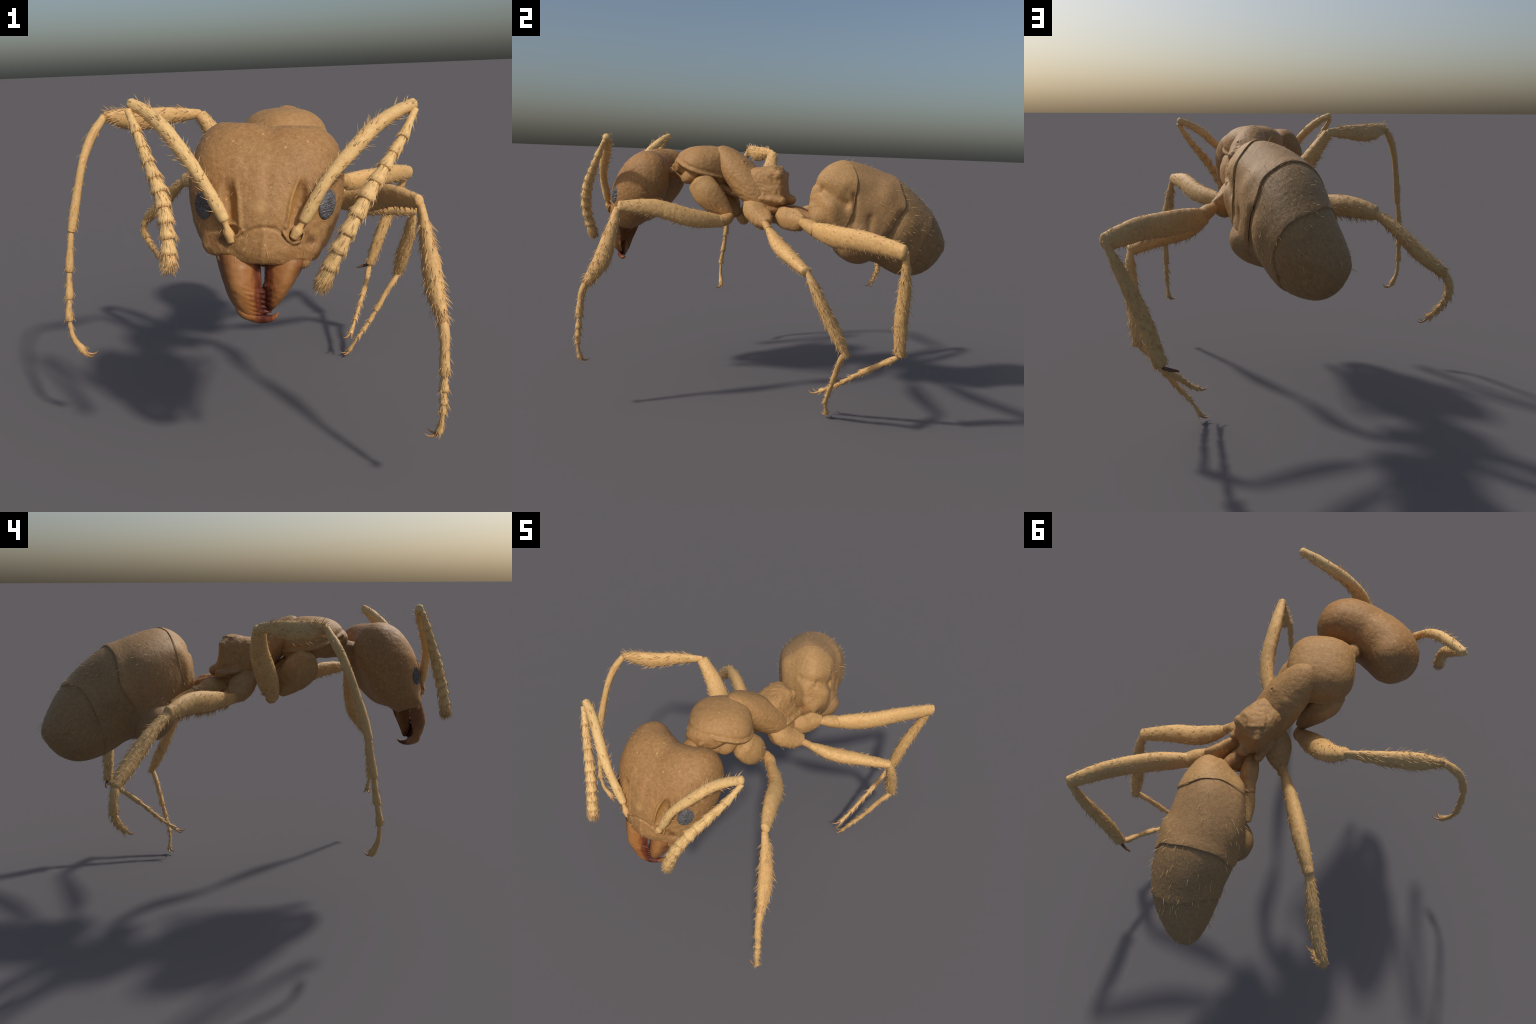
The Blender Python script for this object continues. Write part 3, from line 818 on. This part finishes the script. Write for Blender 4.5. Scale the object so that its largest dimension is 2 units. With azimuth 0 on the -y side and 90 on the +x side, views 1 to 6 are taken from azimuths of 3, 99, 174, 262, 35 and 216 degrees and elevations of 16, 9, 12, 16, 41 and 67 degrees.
def claws(root, end, direc, up, size):
    d = unit(A_(direc, float)); u = unit(A_(up, float) - (A_(up, float) @ d) * d); w = np.cross(d, u)
    for sg in (-1, 1):
        size_ = size * 1.3
        p = [A_(end) - d * .004 + w * sg * .003, A_(end) + d * size_ * .45 + w * sg * size_ * .24 - u * size_ * .12,
             A_(end) + d * size_ * .8 + w * sg * size_ * .38 - u * size_ * .02, A_(end) + d * size_ + w * sg * size_ * .42 + u * size_ * .22]
        V, F, _ = tube(p, [(0, .0055), (.5, .0043), (1, .0009)], up=tuple(u), ns=16, nr=10, bump=0)
        make('claw', V, F, CLAW, root)

def leg(name, coxa, troch, femur, tibia, tarsus, claw, seed, up=(0, 0, 1), hair=1., knots=(0, .46, .60, .71, .80, 1.), fringe=0):
    """coxa/femur/tibia: (spine points, radius profile, flatness[, up])."""
    bag = Bag(); hb = Bag()
    V, F, ci = tube(coxa[0], coxa[1], up=coxa[3] if len(coxa) > 3 else up, ns=40, nr=40, flat=coxa[2], bump=.0012, seed=seed, ends=(.5, .35), flute=.06)
    bag.add(V, F)
    root = bag.build(name, COXA, ant)
    V, F, ti = tube(troch[0], troch[1], up=up, ns=20, nr=24, seed=seed + 1, ends=(.6, .5))
    make('trochanter', V, F, TROC, root)
    hb.add(*tube_hairs(ci, 40, .016, .7, .0012, seed=seed + 2, srange=(.3, 1)))
    if femur:
        V, F, fi = tube(femur[0], femur[1], up=femur[3] if len(femur) > 3 else up, ns=90, nr=36, flat=femur[2], bump=.0011, seed=seed + 3, ends=(.5, .45))
        make('femur', V, F, LEG, root)
        hb.add(*tube_hairs(fi, int(130 * hair), .019, .60, .0017, seed=seed + 4))
        hb.add(*tube_hairs(fi, int(60 * hair), .026, .85, .0017, low=True, ventral=.45, seed=seed + 5, srange=(.12, .97)))
        if fringe:
            hb.add(*tube_hairs(fi, fringe, .030, 1.05, .0019, low=True, ventral=.28, seed=seed + 9, srange=(.06, .9)))
        V, F, gi = tube(tibia[0], tibia[1], up=tibia[3] if len(tibia) > 3 else up, ns=90, nr=30, flat=tibia[2], bump=.0011, seed=seed + 6, ends=(.6, .5))
        make('tibia', V, F, LEG, root)
        hb.add(*tube_hairs(gi, int(170 * hair), .031, .62, .0018, seed=seed + 7, srange=(.10, .99)))
        hb.add(*tube_hairs(gi, int(120 * hair), .024, .22, .0013, seed=seed + 11, srange=(.4, .99)))
        hb.add(*tube_hairs(gi, 26, .026, .30, .0016, seed=seed + 8, srange=(.95, 1.)))
        # knee condyle
        k = A_(tibia[0][0])
        pts = A_(tarsus[0], float)
        Lc = np.concatenate([[0], np.cumsum(np.linalg.norm(np.diff(pts, axis=0), axis=1))]); Lc /= Lc[-1]
        R = tarsus[1]
        for i in range(5):
            a, b = knots[i], knots[i + 1]
            tt = np.linspace(a - .004, b, 6)
            r0 = R[0] + (R[1] - R[0]) * (a + b) / 2
            prof = [(0, r0 * .72), (.25, r0 * .80), (.6, r0 * .92), (.88, r0 * 1.12), (1, r0 * 1.02)]
            if i == 0: prof = [(0, r0 * .85), (.1, r0 * 1.05), (.5, r0 * .95), (.9, r0 * 1.08), (1, r0)]
            if i == 4: prof = [(0, r0 * .6), (.3, r0 * .66), (.7, r0 * .9), (.93, r0 * 1.1), (1, r0 * .9)]
            V, F, si = tube(cubic(tt, Lc, pts), prof, up=up, ns=22, nr=16, bump=.0008, seed=seed + 10 + i, ends=(.3, .3))
            make('tarsus_segment', V, F, LEG, root)
            ln = b - a
            hb.add(*tube_hairs(si, int(120 * ln + 6), .024, .55, .0014, seed=seed + 20 + i, srange=(.08, .98)))
            hb.add(*tube_hairs(si, 8, .026, .5, .0014, seed=seed + 30 + i, srange=(.85, .98)))
        claws(root, pts[-1], claw[0], claw[1], claw[2])
    hb.build('bristle', HAIR, root, 'stuff')
    return root

COX = lambda a, b, c, d=.03: [(0, a * .7), (.2, a), (.5, b), (.8, c), (1, d)]
leg('fore_leg',
    ([(.222, -.333, 1.169), (.233, -.287, 1.113), (.225, -.232, 1.055), (.220, -.181, 1.002)],
     [(0, .0700), (.2, .0755), (.5, .0694), (.8, .0508), (1, .0324)], .86, (.22, -.72, -.66)),
    ([(.240, -.168, .995), (.270, -.180, .984), (.300, -.210, .978)], [(0, .024), (.5, .031), (1, .029)]),
    ([(.297, -.202, .976), (.417, -.336, 1.000), (.500, -.504, 1.048), (.569, -.652, 1.053)],
     [(0, .0335), (.2, .0452), (.5, .0478), (.8, .0404), (1, .0265)], .68, (-.46, -.13, .88)),
    ([(.573, -.662, 1.040), (.596, -.692, .907), (.614, -.734, .772), (.632, -.797, .668)],
     [(0, .0140), (.2, .0206), (.5, .0314), (.8, .0290), (1, .0165)], 1.30, (.99, .08, .12)),
    ([(.633, -.797, .674), (.634, -.822, .620), (.634, -.832, .560), (.635, -.838, .480), (.634, -.845, .400), (.630, -.848, .330), (.624, -.838, .272)], (.018, .0115)),
    ((-.7, .35, -.25), (0, 0, 1), .034), 300)
leg('middle_leg',
    ([(.220, -.060, 1.080), (.258, -.026, 1.027), (.287, .015, .997), (.332, .048, .983)],
     [(0, .0435), (.2, .0594), (.5, .0583), (.8, .0500), (1, .0300)], .82, (-.01, .67, .74)),
    ([(.330, .035, .986), (.362, .062, .958)], [(0, .018), (1, .020)]),
    ([(.356, .064, .953), (.456, .137, .884), (.607, .222, .849), (.726, .303, .813)],
     [(0, .0225), (.2, .0424), (.5, .0483), (.8, .0376), (1, .0292)], .77, (.59, -.64, .49)),
    ([(.726, .303, .826), (.724, .362, .707), (.701, .442, .546), (.688, .505, .425)],
     [(0, .0120), (.2, .0240), (.5, .0314), (.8, .0307), (1, .0170)], .87, (.99, -.08, -.13)),
    ([(.690, .494, .432), (.632, .468, .354), (.576, .445, .262), (.516, .420, .172), (.456, .404, .090), (.418, .412, .028)], (.0145, .0095)),
    ((-.55, -.25, -.20), (0, 0, 1), .028), 340)
leg('hind_leg',
    ([(.219, .082, 1.026), (.267, .138, 1.003), (.298, .201, .999), (.336, .235, 1.005)],
     [(0, .0345), (.2, .0530), (.5, .0580), (.8, .0540), (1, .0270)], .62, (.13, -.01, .99)),
    ([(.335, .232, .998), (.365, .268, .985), (.392, .305, .970)], [(0, .022), (.5, .033), (1, .036)]),
    ([(.386, .301, .965), (.528, .424, .956), (.661, .576, .955), (.771, .732, .934)],
     [(0, .0410), (.2, .0541), (.5, .0542), (.8, .0463), (1, .0370)], .66, (.25, -.15, .96)),
    ([(.772, .742, .938), (.700, .750, .776), (.631, .745, .603), (.574, .751, .420)],
     [(0, .0100), (.2, .0190), (.5, .0262), (.8, .0265), (1, .0225)], 1.28, (-.63, .74, .25)),
    ([(.566, .745, .402), (.550, .690, .366), (.524, .607, .312), (.492, .530, .256), (.458, .450, .194), (.427, .370, .146)], (.0145, .0105)),
    ((-.35, -.75, -.2), (0, 0, 1), .040), 380)
leg('fore_leg',
    ([(-.030, -.290, 1.185), (.008, -.269, 1.122), (.050, -.215, 1.048), (.072, -.172, .996)],
     [(0, .0520), (.2, .0800), (.5, .0820), (.8, .0600), (1, .0370)], .70, (-.17, -.82, -.55)),
    ([(.060, -.150, .985), (.055, -.132, .968), (.036, -.132, .972)], [(0, .026), (.5, .030), (1, .030)]),
    ([(.039, -.135, .975), (-.095, -.079, 1.112), (-.181, -.037, 1.238), (-.246, -.030, 1.331)],
     [(0, .0300), (.2, .0438), (.5, .0458), (.8, .0351), (1, .0253)], 1.16, (-.67, .35, -.65)),
    ([(-.252, -.030, 1.337), (-.367, -.099, 1.337), (-.478, -.172, 1.332), (-.602, -.244, 1.354)],
     [(0, .0190), (.2, .0291), (.5, .0425), (.8, .0416), (1, .0190)], .64, (.18, -.21, .96)),
    ([(-.606, -.248, 1.352), (-.666, -.297, 1.253), (-.699, -.343, 1.131), (-.718, -.374, 1.032), (-.737, -.400, .933), (-.755, -.417, .805),
      (-.765, -.436, .674), (-.771, -.452, .570), (-.762, -.450, .485), (-.727, -.435, .418)], (.0175, .0135)),
    ((.75, -.1, -.15), (0, 0, 1), .036), 420, knots=(0, .48, .64, .75, .84, 1.))
leg('middle_leg',
    ([(.115, -.035, 1.092), (.085, .000, 1.042), (.052, .035, .998), (.013, .065, .972)],
     [(0, .0420), (.2, .0580), (.5, .0670), (.8, .0500), (1, .0290)], .72, (.37, .87, .32)),
    ([(.018, .058, .978), (-.010, .080, .976)], [(0, .024), (1, .026)]),
    ([(-.001, .067, .973), (-.158, .192, .993), (-.292, .307, 1.005), (-.398, .392, .984)],
     [(0, .0235), (.2, .0390), (.5, .0518), (.8, .0470), (1, .0355)], .68, (-.11, -.16, .98)),
    ([(-.388, .380, .993), (-.471, .459, .927), (-.561, .544, .830), (-.658, .614, .748)],
     [(0, .0190), (.2, .0240), (.5, .0314), (.8, .0312), (1, .0225)], .98, (-.30, .50, .82)),
    ([(-.666, .612, .742), (-.686, .624, .688), (-.672, .624, .628), (-.638, .610, .575), (-.606, .588, .538)], (.018, .013)),
    ((.6, -.35, -.5), (0, 0, 1), .036), 460, fringe=130)
leg('hind_leg',
    ([(.151, .100, 1.032), (.119, .162, 1.024), (.087, .220, 1.002), (.042, .266, 1.007)],
     [(0, .0279), (.2, .0330), (.5, .0411), (.8, .0330), (1, .0260)], 1.05, (.06, .19, .98)),
    ([(.046, .262, 1.004), (.018, .305, .982), (-.018, .368, .958)], [(0, .024), (.4, .031), (1, .024)]),
    None, None, None, None, 500)
# small brown spur hanging at the end of the left hind shin
hind = [o for o in ant.children if o.name.startswith('hind_leg')][0]
V, F, _ = tube([(.562, .757, .410), (.528, .761, .400), (.500, .759, .394)], [(0, .007), (.5, .0085), (1, .004)], ns=16, nr=14, seed=9)
make('spur', V, F, DARK, hind)
